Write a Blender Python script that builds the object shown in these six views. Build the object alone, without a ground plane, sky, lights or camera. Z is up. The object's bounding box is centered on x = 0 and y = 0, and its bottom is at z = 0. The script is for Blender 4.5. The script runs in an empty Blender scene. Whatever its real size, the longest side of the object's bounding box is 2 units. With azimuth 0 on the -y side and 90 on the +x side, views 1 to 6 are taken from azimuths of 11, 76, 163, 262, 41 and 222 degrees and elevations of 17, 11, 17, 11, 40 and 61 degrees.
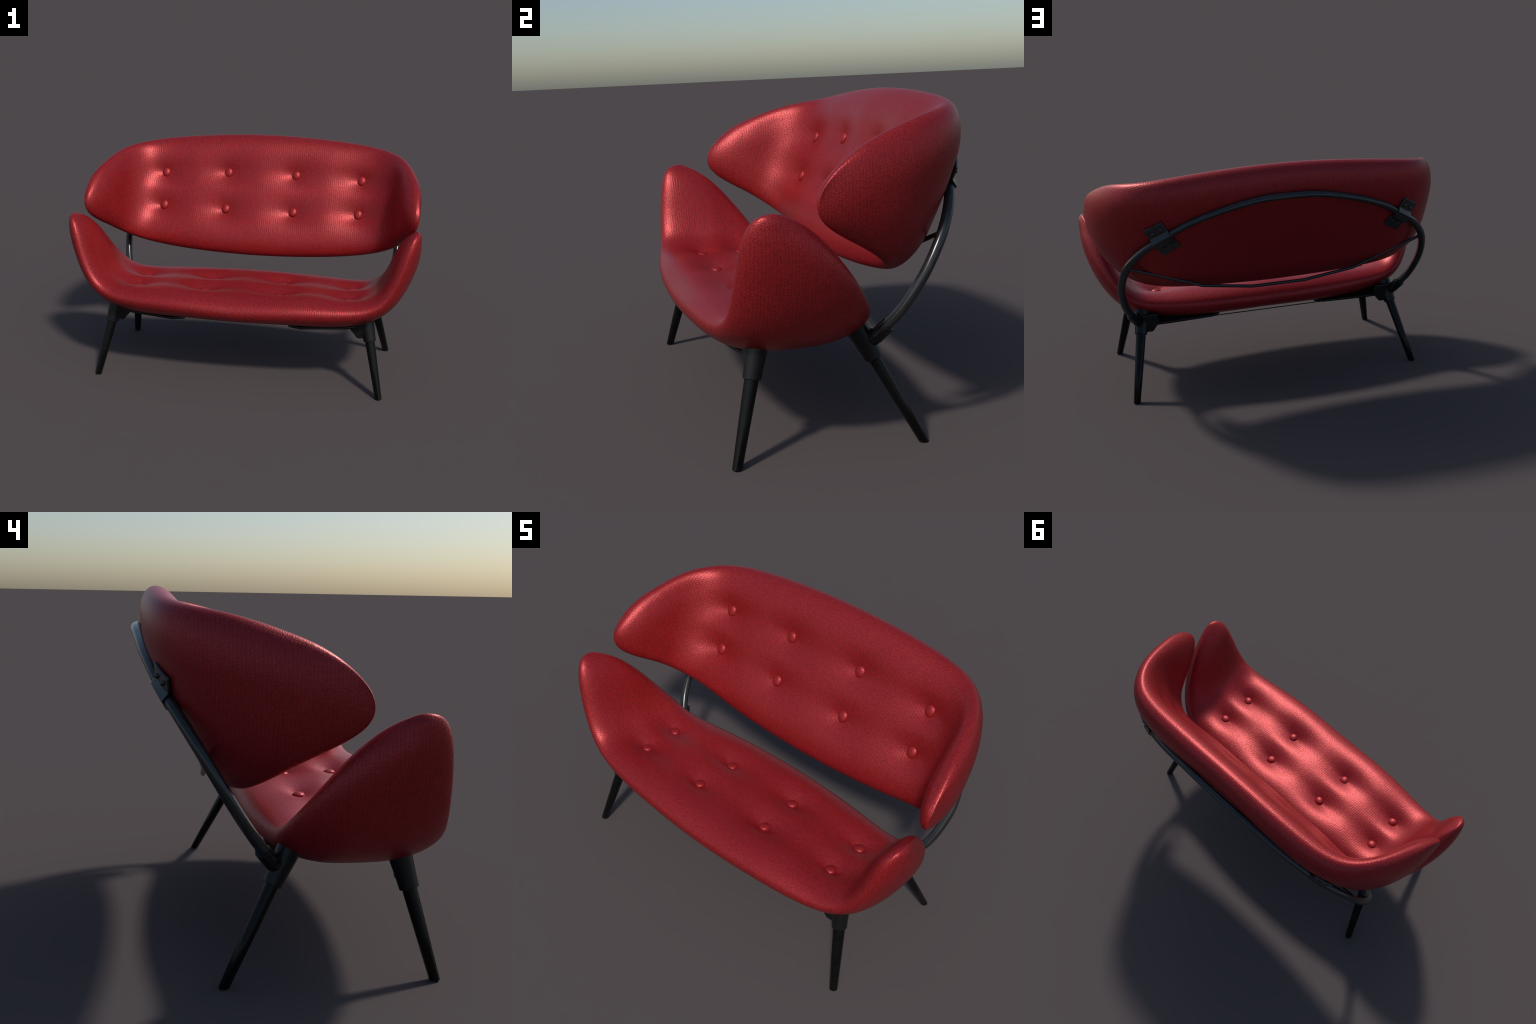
"""Two-seat upholstered settee: two red leather shells with turned-up wings,
button tufting, a black bent-tube back hoop and four splayed tapered legs."""
import bpy, bmesh, math
import numpy as np
from mathutils import Vector, Matrix

# ----------------------------------------------------------------------------
# shell profiles.  Each cushion is lofted between the front/top half of its rim
# and the rear/bottom half; the rim is one closed curve, mirrored about x = 0.
# ----------------------------------------------------------------------------
#<P>
SEAT_RIM = [
    (0.000, -0.552, 0.462),
    (0.347, -0.544, 0.476),
    (0.647, -0.510, 0.485),
    (0.825, -0.476, 0.562),
    (0.912, -0.452, 0.747),
    (0.960, -0.413, 0.894),
    (0.986, -0.324, 0.923),
    (0.939, -0.180, 0.846),
    (0.888, -0.034, 0.677),
    (0.790, 0.061, 0.528),
    (0.637, 0.087, 0.473),
    (0.355, 0.127, 0.460),
    (0.000, 0.143, 0.461),
]
SEAT_THICK = [0.081, 0.088, 0.074, 0.066, 0.016]
SEAT_CAMBER = [-0.002, -0.024, -0.013, -0.008, -0.017]
SEAT_ROUND = [0.159, 0.194, 0.229, 0.219, 0.219]
BACK_RIM = [
    (0.000, 0.474, 1.294),
    (0.431, 0.468, 1.275),
    (0.719, 0.413, 1.245),
    (0.858, 0.255, 1.217),
    (0.917, 0.088, 1.168),
    (0.956, -0.053, 1.103),
    (0.972, -0.165, 0.994),
    (0.950, -0.152, 0.880),
    (0.888, -0.009, 0.782),
    (0.827, 0.093, 0.713),
    (0.691, 0.164, 0.648),
    (0.418, 0.162, 0.612),
    (0.000, 0.155, 0.597),
]
BACK_THICK = [0.090, 0.087, 0.067, 0.061, 0.011]
BACK_CAMBER = [-0.020, -0.022, -0.018, 0.005, 0.031]
BACK_ROUND = [0.180, 0.181, 0.187, 0.180, 0.180]
#</P>

SEAT_BUTTONS = [(sx * x, y, 0.51) for sx in (-1, 1) for x, y in
                ((0.615, -0.102), (0.210, -0.089), (0.617, -0.299), (0.210, -0.308))]
BACK_BUTTONS = [(sx * x, y, z) for sx in (-1, 1) for x, y, z in
                ((0.614, 0.317, 1.060), (0.209, 0.322, 1.076), (0.613, 0.226, 0.866), (0.209, 0.223, 0.857))]


# ----------------------------------------------------------------------------
# maths helpers
# ----------------------------------------------------------------------------
def periodic_spline(ctrl, ts):
    """Closed natural cubic through ctrl at integer knots, sampled at ts."""
    ctrl = np.asarray(ctrl, float)
    if ctrl.ndim == 1:
        ctrl = ctrl[:, None]
    n = len(ctrl)
    eye = np.eye(n)
    nxt, prv = np.roll(eye, 1, 1), np.roll(eye, -1, 1)
    sec = np.linalg.solve(4 * eye + nxt + prv, 6 * (nxt + prv - 2 * eye) @ ctrl)
    i = np.floor(ts).astype(int)
    f = (ts - i)[:, None]
    a, b = i % n, (i + 1) % n
    return ((1 - f) * ctrl[a] + f * ctrl[b]
            + sec[a] * ((1 - f) ** 3 - (1 - f)) / 6 + sec[b] * (f ** 3 - f) / 6)


def even_curve(values, u):
    """Smooth curve through values at u = 0..1, even about both ends."""
    v = np.asarray(values, float)
    return periodic_spline(np.concatenate([v, v[-2:0:-1]]), u * (len(v) - 1))[:, 0]


def open_spline(pts, per):
    """Catmull-Rom through pts, `per` samples per span."""
    p = [Vector(q) for q in pts]
    p = [2 * p[0] - p[1]] + p + [2 * p[-1] - p[-2]]
    out = []
    for i in range(1, len(p) - 2):
        for k in range(per):
            t = k / per
            a, b, c, d = p[i - 1:i + 3]
            out.append(0.5 * ((2 * b) + (c - a) * t + (2 * a - 5 * b + 4 * c - d) * t * t
                              + (3 * b - a - 3 * c + d) * t ** 3))
    out.append(p[-2])
    return out


def new_object(name, verts, faces, mat, parent, smooth=True, angle=None):
    me = bpy.data.meshes.new(name)
    me.from_pydata([tuple(v) for v in verts], [], faces)
    bm = bmesh.new()
    bm.from_mesh(me)
    bmesh.ops.remove_doubles(bm, verts=bm.verts, dist=1e-6)
    bmesh.ops.recalc_face_normals(bm, faces=bm.faces)
    if angle is not None:
        for e in bm.edges:
            if len(e.link_faces) == 2 and e.calc_face_angle(0) > math.radians(angle):
                e.smooth = False
    for f in bm.faces:
        f.smooth = smooth
    bm.to_mesh(me)
    bm.free()
    me.materials.append(mat)
    ob = bpy.data.objects.new(name, me)
    bpy.context.scene.collection.objects.link(ob)
    ob.parent = parent
    return ob


def tube(path, radii, sides=20, up=None, cap=True, flat=None):
    """Swept tube with parallel-transported frame; radii scalar or per point."""
    path = [Vector(p) for p in path]
    n = len(path)
    if not hasattr(radii, '__len__'):
        radii = [radii] * n
    tang = [(path[min(i + 1, n - 1)] - path[max(i - 1, 0)]).normalized() for i in range(n)]
    ref = Vector(up) if up else (Vector((0, 0, 1)) if abs(tang[0].z) < 0.9 else Vector((1, 0, 0)))
    u = (ref - tang[0] * ref.dot(tang[0])).normalized()
    verts, faces = [], []
    for i in range(n):
        u = (u - tang[i] * u.dot(tang[i])).normalized()
        v = tang[i].cross(u)
        for k in range(sides):
            a = 2 * math.pi * (k + 0.5) / sides
            verts.append(path[i] + radii[i] * (math.cos(a) * u + math.sin(a) * (flat[i] if flat else 1) * v))
    for i in range(n - 1):
        for k in range(sides):
            k2 = (k + 1) % sides
            faces.append((i * sides + k, i * sides + k2, (i + 1) * sides + k2, (i + 1) * sides + k))
    if cap:
        faces.append(tuple(range(sides))[::-1])
        faces.append(tuple((n - 1) * sides + k for k in range(sides)))
    return verts, faces


def prism(outline, direction):
    """Extrude a closed 3D outline along direction."""
    o = [Vector(p) for p in outline]
    d = Vector(direction)
    n = len(o)
    verts = o + [p + d for p in o]
    faces = [tuple(range(n))[::-1], tuple(range(n, 2 * n))]
    faces += [(i, (i + 1) % n, n + (i + 1) % n, n + i) for i in range(n)]
    return verts, faces


def bevel(ob, width, seg=2, angle=30):
    m = ob.modifiers.new('bevel', 'BEVEL')
    m.width = width
    m.segments = seg
    m.limit_method = 'ANGLE'
    m.angle_limit = math.radians(angle)
    return ob


# ----------------------------------------------------------------------------
# materials
# ----------------------------------------------------------------------------
class Nodes:
    def __init__(self, name):
        self.mat = bpy.data.materials.new(name)
        self.mat.use_nodes = True
        self.t = self.mat.node_tree
        self.bsdf = self.t.nodes['Principled BSDF']

    def add(self, kind, **kw):
        n = self.t.nodes.new(kind)
        for k, v in kw.items():
            setattr(n, k, v)
        return n

    def link(self, a, b):
        self.t.links.new(a, b)

    def math(self, op, a, b=None, c=None):
        n = self.add('ShaderNodeMath', operation=op)
        for i, x in enumerate((a, b, c)):
            if x is None:
                continue
            if isinstance(x, (int, float)):
                n.inputs[i].default_value = x
            else:
                self.link(x, n.inputs[i])
        return n.outputs[0]

    def ramp(self, fac, stops):
        n = self.add('ShaderNodeValToRGB')
        el = n.color_ramp.elements
        while len(el) < len(stops):
            el.new(0.5)
        for e, (p, c) in zip(el, stops):
            e.position = p
            e.color = (*c, 1) if len(c) == 3 else c
        self.link(fac, n.inputs[0])
        return n.outputs[0]


COLUMN, STITCH = 0.0122, 0.0085


def leather(name, grain=1.0, rough=0.38):
    m = Nodes(name)
    tc = m.add('ShaderNodeTexCoord')
    geo = m.add('ShaderNodeNewGeometry')
    sep = m.add('ShaderNodeSeparateXYZ'); m.link(tc.outputs['Object'], sep.inputs[0])
    nor = m.add('ShaderNodeSeparateXYZ'); m.link(tc.outputs['Normal'], nor.inputs[0])
    X, Y, Z = sep.outputs
    # grain rows run up the cushions: across them counts x on the broad faces
    # and y on the wings; along them counts height plus depth
    wing = m.math('GREATER_THAN', m.math('ABSOLUTE', nor.outputs[0]), 0.72)
    across = m.math('ADD', m.math('MULTIPLY', X, m.math('SUBTRACT', 1.0, wing)), m.math('MULTIPLY', Y, wing))
    flat = m.math('GREATER_THAN', m.math('ABSOLUTE', nor.outputs[2]), 0.74)
    along = m.math('ADD', m.math('MULTIPLY', Z, m.math('SUBTRACT', 1.0, flat)), m.math('MULTIPLY', Y, flat))
    wob = m.add('ShaderNodeTexNoise'); wob.inputs['Scale'].default_value = 55
    wob.inputs['Detail'].default_value = 3
    m.link(tc.outputs['Object'], wob.inputs['Vector'])
    drift = m.math('MULTIPLY', m.math('SUBTRACT', wob.outputs['Fac'], 0.5), 9.0)
    column = m.math('MULTIPLY', across, 1 / COLUMN)
    parity = m.math('MULTIPLY', m.math('FLOOR', column), math.pi)
    wave_a = m.math('COSINE', m.math('ADD', m.math('MULTIPLY', column, 2 * math.pi), m.math('MULTIPLY', drift, 0.5)))
    wave_b = m.math('COSINE', m.math('ADD', m.math('ADD', m.math('MULTIPLY', along, 2 * math.pi / STITCH), parity), drift))
    knit = m.math('ADD', m.math('MULTIPLY', wave_a, 0.16), m.math('MULTIPLY', wave_b, 0.18))
    peb = m.add('ShaderNodeTexVoronoi', feature='F1')
    peb.inputs['Scale'].default_value = 112
    peb.inputs['Randomness'].default_value = 0.8
    m.link(tc.outputs['Object'], peb.inputs['Vector'])
    knit = m.math('ADD', knit, m.math('MULTIPLY', m.math('SUBTRACT', 0.45, peb.outputs['Distance']), 0.7))
    knit = m.math('SUBTRACT', 0.5, knit)             # 0 in the pits, 1 on the ribs
    fine = m.add('ShaderNodeTexNoise'); fine.inputs['Scale'].default_value = 300
    fine.inputs['Detail'].default_value = 2
    m.link(tc.outputs['Object'], fine.inputs['Vector'])
    broad = m.add('ShaderNodeTexNoise'); broad.inputs['Scale'].default_value = 60
    broad.inputs['Detail'].default_value = 3
    m.link(tc.outputs['Object'], broad.inputs['Vector'])
    # stitched pits in upright columns, smooth leather between them
    pit = m.add('ShaderNodeMapRange', interpolation_type='SMOOTHSTEP')
    m.link(knit, pit.inputs['Value'])
    pit.inputs['From Min'].default_value = 0.0
    pit.inputs['From Max'].default_value = 0.8
    pit = pit.outputs[0]
    tone = m.math('ADD', m.math('MULTIPLY', pit, 0.44), m.math('MULTIPLY', broad.outputs['Fac'], 0.32))
    tone = m.math('ADD', tone, m.math('MULTIPLY', fine.outputs['Fac'], 0.36))
    col = m.ramp(tone, [(0.15, RED_LO), (0.95, RED_HI)])
    m.link(col, m.bsdf.inputs['Base Color'])
    m.link(m.math('ADD', m.math('MULTIPLY', fine.outputs['Fac'], 0.10), rough - 0.05), m.bsdf.inputs['Roughness'])
    m.bsdf.inputs['Specular IOR Level'].default_value = SPEC
    m.bsdf.inputs['Metallic'].default_value = METAL
    height = m.math('ADD', m.math('MULTIPLY', pit, 0.6), m.math('MULTIPLY', fine.outputs['Fac'], 0.9))
    bump = m.add('ShaderNodeBump')
    bump.inputs['Strength'].default_value = 0.46 * grain
    bump.inputs['Distance'].default_value = 0.0015
    m.link(height, bump.inputs['Height'])
    m.link(bump.outputs[0], m.bsdf.inputs['Normal'])
    return m.mat


def black_metal(name, base, rough, metallic=0.0, spec=0.5):
    m = Nodes(name)
    tc = m.add('ShaderNodeTexCoord')
    noise = m.add('ShaderNodeTexNoise'); noise.inputs['Scale'].default_value = 30
    noise.inputs['Detail'].default_value = 4
    m.link(tc.outputs['Object'], noise.inputs['Vector'])
    lo = tuple(c * 0.85 for c in base)
    hi = tuple(c * 1.15 for c in base)
    m.link(m.ramp(noise.outputs['Fac'], [(0.3, lo), (0.7, hi)]), m.bsdf.inputs['Base Color'])
    m.link(m.math('ADD', m.math('MULTIPLY', noise.outputs['Fac'], 0.1), rough - 0.05), m.bsdf.inputs['Roughness'])
    m.bsdf.inputs['Metallic'].default_value = metallic
    m.bsdf.inputs['Specular IOR Level'].default_value = spec
    return m.mat


RED_LO, RED_HI = (0.160, 0.007, 0.008), (0.42, 0.023, 0.027)
SPEC, METAL = 0.45, 0.36
LEATHER = leather('red_leather')
BUTTON_LEATHER = leather('button_leather', 0.3, 0.44)
TUBE_METAL = black_metal('black_tube', (0.02, 0.021, 0.022), 0.24, 0.0, 0.6)
LEG_METAL = black_metal('black_leg', (0.004, 0.004, 0.004), 0.27, 0.0, 0.2)
IRON = black_metal('black_iron', (0.008, 0.008, 0.0085), 0.30, 0.0, 0.28)

# ----------------------------------------------------------------------------
# thing
# ----------------------------------------------------------------------------
root = bpy.data.objects.new('settee', None)
bpy.context.scene.collection.objects.link(root)
root['label'] = 'red button-tufted leather settee with wings and black metal legs'
root['category'] = 'sofa'


def dimple_field(P, buttons, sa, sb, depth, axis_b, valley):
    """Pulled-in cones round each button, plus a soft valley along each row."""
    pull = np.zeros(P.shape[:-1])
    trough = np.zeros(P.shape[:-1])
    for b in buttons:
        b = np.asarray(b)
        dx = (P[..., 0] - b[0]) / sa
        along_b = (P - b) @ axis_b
        r = np.sqrt(dx * dx + (along_b / sb) ** 2 + 0.015)
        pull += np.exp(-(r - 0.122)) ** 3.5
        reach = np.clip((0.74 - np.abs(P[..., 0])) / 0.12, 0, 1)
        trough = np.maximum(trough, reach * np.exp(-(along_b / 0.045) ** 2))
    pull = np.minimum(pull, 1) ** (1 / 3.5)
    return -depth * pull - valley * trough * (1 - pull)


def cushion(name, rim, thick, camber, rounding, sign, buttons, axis_b, depth, sa, sb, valley, loft):
    rim = np.asarray(rim, float)
    closed = np.vstack([rim, rim[1:-1][::-1] * [-1, 1, 1]])
    half = len(rim) - 1
    S, T = 170, 72
    u = 1 - (1 - np.linspace(0, 1, S)) ** 1.35
    F = periodic_spline(closed, u * half / 2)
    R = periodic_spline(closed, half - u * half / 2)
    h, cam, rd = (even_curve(v, u) for v in (thick, camber, rounding))
    mid, ch = (F + R) / 2, R - F
    L = np.linalg.norm(ch, axis=1)
    dm = np.gradient(mid, axis=0)
    dm[-1] = dm[-2]
    ch2 = ch.copy(); ch2[-1] = ch2[-2]
    N = sign * np.cross(ch2, dm)
    N /= np.linalg.norm(N, axis=1)[:, None]
    hl = L / 2
    hh = h * np.tanh(hl / np.maximum(h, 1e-3))
    cc = cam * np.tanh(hl / 0.15)
    d = (1 - np.cos(np.linspace(0, math.pi, T))) / 2
    dist = np.minimum(d, 1 - d)[None] * L[:, None]
    rr = np.minimum(np.maximum(rd, 0.02), hl)[:, None] + 1e-9
    f = np.sqrt(np.maximum(0, 1 - (1 - np.minimum(dist / rr, 1)) ** 2))
    base = F[:, None] + d[None, :, None] * ch[:, None] + N[:, None] * (cc[:, None] * (1 - (2 * d[None] - 1) ** 2))[..., None]
    off = N[:, None] * (hh[:, None] * f)[..., None]
    top, bot = base + off, base - off
    # tufting on the upholstered face only, fading to nothing at the rim
    axis_b = np.asarray(axis_b, float); axis_b /= np.linalg.norm(axis_b)
    tuft = loft * np.clip((0.84 - np.abs(top[..., 0])) / 0.2, 0, 1) + dimple_field(top, buttons, sa, sb, depth, axis_b, valley)
    fade = np.clip(dist / 0.10, 0, 1); fade = fade * fade * (3 - 2 * fade)
    top = top + N[:, None] * (tuft * fade)[..., None]
    # vertices: sections from -x tip to +x tip
    rings = []
    for i in range(S - 1, 0, -1):
        rings.append(np.vstack([top[i], bot[i, -2:0:-1]]) * [-1, 1, 1])
    for i in range(S):
        rings.append(np.vstack([top[i], bot[i, -2:0:-1]]))
    n = len(rings[0])
    verts = np.vstack(rings)
    faces = []
    for i in range(len(rings) - 1):
        for k in range(n):
            k2 = (k + 1) % n
            faces.append((i * n + k, i * n + k2, (i + 1) * n + k2, (i + 1) * n + k))
    ob = new_object(name, verts, faces, LEATHER, root)
    return ob, np.vstack([top.reshape(-1, 3), (top * [-1, 1, 1]).reshape(-1, 3)])


def button_mesh():
    prof = [(0.0, 0.0120), (0.007, 0.0116), (0.013, 0.0104), (0.019, 0.0080), (0.0232, 0.0050),
            (0.0255, 0.0015), (0.0262, -0.002), (0.0250, -0.006), (0.021, -0.012)]
    n = 28
    verts, faces = [(0, 0, prof[0][1])], []
    for r, z in prof[1:]:
        verts += [(r * math.cos(2 * math.pi * k / n), r * math.sin(2 * math.pi * k / n), z) for k in range(n)]
    for k in range(n):
        faces.append((0, 1 + k, 1 + (k + 1) % n))
    for j in range(len(prof) - 2):
        for k in range(n):
            a, b = 1 + j * n, 1 + (j + 1) * n
            faces.append((a + k, b + k, b + (k + 1) % n, a + (k + 1) % n))
    faces.append(tuple(1 + (len(prof) - 2) * n + k for k in range(n)))
    return verts, faces


button_data = None


def add_buttons(cush, surf, buttons, plane, out_axis, stretch):
    global button_data
    pts = surf
    for b in buttons:
        b = np.asarray(b)
        d = np.linalg.norm((pts - b)[:, plane], axis=1)
        near = pts[d < 0.05]
        # best-fit plane of the dimple floor gives the seating of the button
        c = pts[d.argmin()]
        w = near.mean(0)
        _, _, vt = np.linalg.svd(near - w)
        nrm = Vector(vt[2])
        if nrm.dot(Vector(out_axis)) < 0:
            nrm = -nrm
        if button_data is None:
            v, f = button_mesh()
            ob = new_object('button', v, f, BUTTON_LEATHER, cush)
            button_data = ob.data
        else:
            ob = bpy.data.objects.new('button', button_data)
            bpy.context.scene.collection.objects.link(ob)
            ob.parent = cush
        q = nrm.to_track_quat('Z', 'Y')
        # heads are pulled slightly oval, longer away from the row
        ob.matrix_local = Matrix.Translation(Vector(c) + nrm * 0.009) @ q.to_matrix().to_4x4() @ Matrix.Diagonal((1.0, 1.07 * stretch, 1.0, 1))


seat, seat_surf = cushion('seat_cushion', SEAT_RIM, SEAT_THICK, SEAT_CAMBER, SEAT_ROUND, -1,
                          SEAT_BUTTONS, (0, 1, 0), 0.050, 0.095, 0.056, 0.005, 0.005)
back, back_surf = cushion('backrest_cushion', BACK_RIM, BACK_THICK, BACK_CAMBER, BACK_ROUND, 1,
                          BACK_BUTTONS, (0, 0.42, 0.9), 0.046, 0.095, 0.066, 0.005, 0.003)
add_buttons(seat, seat_surf, SEAT_BUTTONS, [0, 1], (0, 0, 1), 1.0)
add_buttons(back, back_surf, BACK_BUTTONS, [0, 2], (0, -1, 0.3), 1.08)

# ----------------------------------------------------------------------------
# back hoop: one bent tube in an inclined plane, with sockets at its feet
# ----------------------------------------------------------------------------
HOOP_R = 0.0200
hoop_half = [(0.0, 0.533, 1.143), (0.150, 0.530, 1.137), (0.290, 0.517, 1.110), (0.420, 0.502, 1.074),
             (0.540, 0.477, 1.026), (0.637, 0.446, 0.969), (0.715, 0.413, 0.918), (0.778, 0.375, 0.860),
             (0.828, 0.327, 0.784), (0.851, 0.266, 0.682), (0.844, 0.212, 0.592), (0.818, 0.152, 0.500),
             (0.757, 0.086, 0.408)]
hoop_ctrl = [(-x, y, z) for x, y, z in hoop_half[:0:-1]] + hoop_half
hoop_path = open_spline(hoop_ctrl, 3)
# the tube is squeezed a little flat along the top of the bow
hoop_flat = [0.76 + 0.27 * min(1, abs(p.x) / 0.84) ** 2 for p in hoop_path]
hoop = new_object('backrest_hoop', *tube(hoop_path, HOOP_R, 18, up=(0, 0.862, -0.507), flat=hoop_flat), TUBE_METAL, root, angle=50)

for s in (-1, 1):
    end = Vector((s * 0.757, 0.086, 0.408))
    d = (Vector((s * 0.818, 0.152, 0.500)) - end).normalized()
    back_dir = Vector((0, 0.862, -0.507)); back_dir = (back_dir - d * back_dir.dot(d)).normalized()
    side = d.cross(back_dir)
    arc = [math.radians(a) for a in (-112, -75, -38, 0, 38, 75, 112)]
    outline = [end + d * 0.004 + 0.0315 * (math.cos(a) * back_dir + math.sin(a) * side) for a in arc]
    outline += [end + d * 0.004 + 0.0190 * (math.cos(a) * back_dir + math.sin(a) * side) for a in arc[::-1]]
    v, f = prism(outline, d * 0.074)
    f = f[2:]
    n = len(arc)
    for k in range(n - 1):
        f.append((k, k + 1, 2 * n - 2 - k, 2 * n - 1 - k))
        f.append((2 * n + k, 2 * n + k + 1, 4 * n - 2 - k, 4 * n - 1 - k))
    bevel(new_object('hoop_socket', v, f, IRON, hoop, angle=30), 0.002)
    v, f = tube([end - d * 0.016, end - d * 0.012, end + d * 0.006], [0.022, 0.0290, 0.0315], 10)
    bevel(new_object('hoop_foot', v, f, IRON, hoop, angle=30), 0.002)

# thin lower rod, bowing behind the backrest
rod_half = [(0.147, 0.272, 0.594), (0.428, 0.297, 0.641), (0.812, 0.318, 0.784)]
rod_path = [(-x, y, z) for x, y, z in rod_half[::-1]] + rod_half
new_object('support_rod', *tube(rod_path, 0.0088, 12), TUBE_METAL, root, angle=60)

# ----------------------------------------------------------------------------
# clamps: bent straps over the hoop, bolted to the backrest
# ----------------------------------------------------------------------------
bolt_data = None
for s in (-1, 1):
    c = Vector((s * 0.635, 0.435, 0.968))
    nrm = Vector((0, 0.862, -0.507))
    tan = Vector((s * 0.82, -0.29, -0.493)); tan = (tan - nrm * tan.dot(nrm)).normalized()
    acr = nrm.cross(tan).normalized()
    if acr.z < 0:
        acr = -acr
    prof = [(-0.088, 0.021), (-0.036, 0.013), (-0.022, 0.0285), (0.020, 0.0285), (0.036, 0.001), (0.088, -0.016)]
    th = 0.010
    n = len(prof)

    def lift(a, b, t):            # the strap bends to lie on the curved shell
        return b + 0.004 - (0.10 if a > 0.03 else 0.02) * (t - 0.017) - 1.2 * max(a, 0) / 0.088 * (t - 0.017) ** 2

    v, f = [], []
    for t in (-0.036, 0.0, 0.035, 0.070):
        v += [c + acr * a + nrm * lift(a, b, t) + tan * t for a, b in prof]
        v += [c + acr * a + nrm * (lift(a, b, t) - th) + tan * t for a, b in prof[::-1]]
    for j in range(3):
        for k in range(2 * n):
            k2 = (k + 1) % (2 * n)
            f.append((2 * n * j + k, 2 * n * j + k2, 2 * n * (j + 1) + k2, 2 * n * (j + 1) + k))
    for k in range(n - 1):
        for o in (0, 6 * n):
            f.append((o + k, o + k + 1, o + 2 * n - 2 - k, o + 2 * n - 1 - k))
    clamp = new_object('clamp', v, f, TUBE_METAL, root, angle=25)
    bevel(clamp, 0.002)
    for a in (-0.048, 0.055):
        for t in (-0.010, 0.036):
            b = lift(a, 0.0155 if a < 0 else -0.005, t)
            pos = c + acr * a + tan * t + nrm * b
            if bolt_data is None:
                vv, ff = [(0, 0, 0.0100)], []
                rings = [(0.0050, 0.0090), (0.0086, 0.0058), (0.0100, 0.0004), (0.0100, -0.006)]
                for r, z in rings:
                    vv += [(r * math.cos(math.pi * k / 7), r * math.sin(math.pi * k / 7), z) for k in range(14)]
                ff += [(0, 1 + k, 1 + (k + 1) % 14) for k in range(14)]
                for j in range(3):
                    ff += [(1 + 14 * j + k, 1 + 14 * (j + 1) + k, 1 + 14 * (j + 1) + (k + 1) % 14,
                            1 + 14 * j + (k + 1) % 14) for k in range(14)]
                ob = new_object('bolt', vv, ff, TUBE_METAL, clamp)
                bolt_data = ob.data
            else:
                ob = bpy.data.objects.new('bolt', bolt_data)
                bpy.context.scene.collection.objects.link(ob)
                ob.parent = clamp
            ob.matrix_local = Matrix.Translation(pos) @ nrm.to_track_quat('Z', 'Y').to_matrix().to_4x4()

# ----------------------------------------------------------------------------
# legs with sockets
# ----------------------------------------------------------------------------
def leg(foot, knee, top):
    foot, knee, top = Vector(foot), Vector(knee), Vector(top)
    sides = 24
    axis = (top - foot).normalized()
    stations = [(0.0, 0.0165), (0.008, 0.0190), (0.5, 0.0232), (1.0, 0.0272), (1.12, 0.0280)]
    verts, faces = [], []
    for t, r in stations:
        c = foot.lerp(knee, t)
        c.z = foot.z + (knee.z - foot.z) * t
        for k in range(sides):
            a = 2 * math.pi * k / sides
            verts.append((c.x + r * math.cos(a), c.y + r * math.sin(a), c.z))
    n = len(stations)
    for i in range(n - 1):
        for k in range(sides):
            k2 = (k + 1) % sides
            faces.append((i * sides + k, i * sides + k2, (i + 1) * sides + k2, (i + 1) * sides + k))
    faces += [tuple(range(sides))[::-1], tuple((n - 1) * sides + k for k in range(sides))]
    ob = new_object('leg', verts, faces, LEG_METAL, root, angle=50)
    path = [knee, knee + axis * 0.002, knee + axis * 0.04, top]
    v, f = tube(path, [0.0325, 0.0345, 0.0360, 0.0435], 24)
    new_object('leg_socket', v, f, IRON, ob, angle=28)
    return ob


for s in (-1, 1):
    leg((s * 0.817, -0.467, 0.0), (s * 0.751, -0.383, 0.305), (s * 0.720, -0.344, 0.446))
    leg((s * 0.817, 0.252, 0.0), (s * 0.748, 0.088, 0.328), (s * 0.722, 0.026, 0.452))
    # under-seat carriers: flat arms with a swept outer edge and a snipped tip
    rear = [(0.700, 0.085), (0.605, 0.079), (0.450, 0.072), (0.330, 0.062), (0.285, 0.030), (0.275, -0.04), (0.55, -0.05), (0.700, 0.03)]
    front = [(0.700, -0.385), (0.605, -0.404), (0.370, -0.452), (0.300, -0.43), (0.270, -0.36), (0.55, -0.33), (0.700, -0.355)]
    for plan, z in ((rear, 0.366), (front, 0.368)):
        # arms slope up from the outer edge into the underside of the seat
        ex, ey = zip(*sorted(plan[1:5] if plan is rear else plan[1:4]))
        up = [abs(y - float(np.interp(x, ex, ey))) * 0.5 for x, y in plan]
        v, f = prism([(s * x, y, z + min(u, 0.05)) for (x, y), u in zip(plan, up)], (0, 0, 0.012))
        bevel(new_object('support_arm', v, f, IRON, root, smooth=False), 0.003)
    for y0, zb, zt in ((0.070, 0.335, 0.438), (-0.370, 0.318, 0.43)):
        side = [(0.745, zb + 0.004), (0.680, zb), (0.655, zb + 0.032), (0.640, zb + 0.046), (0.648, zt), (0.745, zt)]
        v, f = prism([(s * x, y0 - 0.022, z) for x, z in side], (0, 0.044, 0))
        bevel(new_object('leg_bracket', v, f, IRON, root, smooth=False), 0.006, 3)

# fine tie wire joining the two carriers at the rear
new_object('tie_wire', *tube([(-0.33, 0.056, 0.370), (0.33, 0.056, 0.370)], 0.0028, 8), IRON, root)
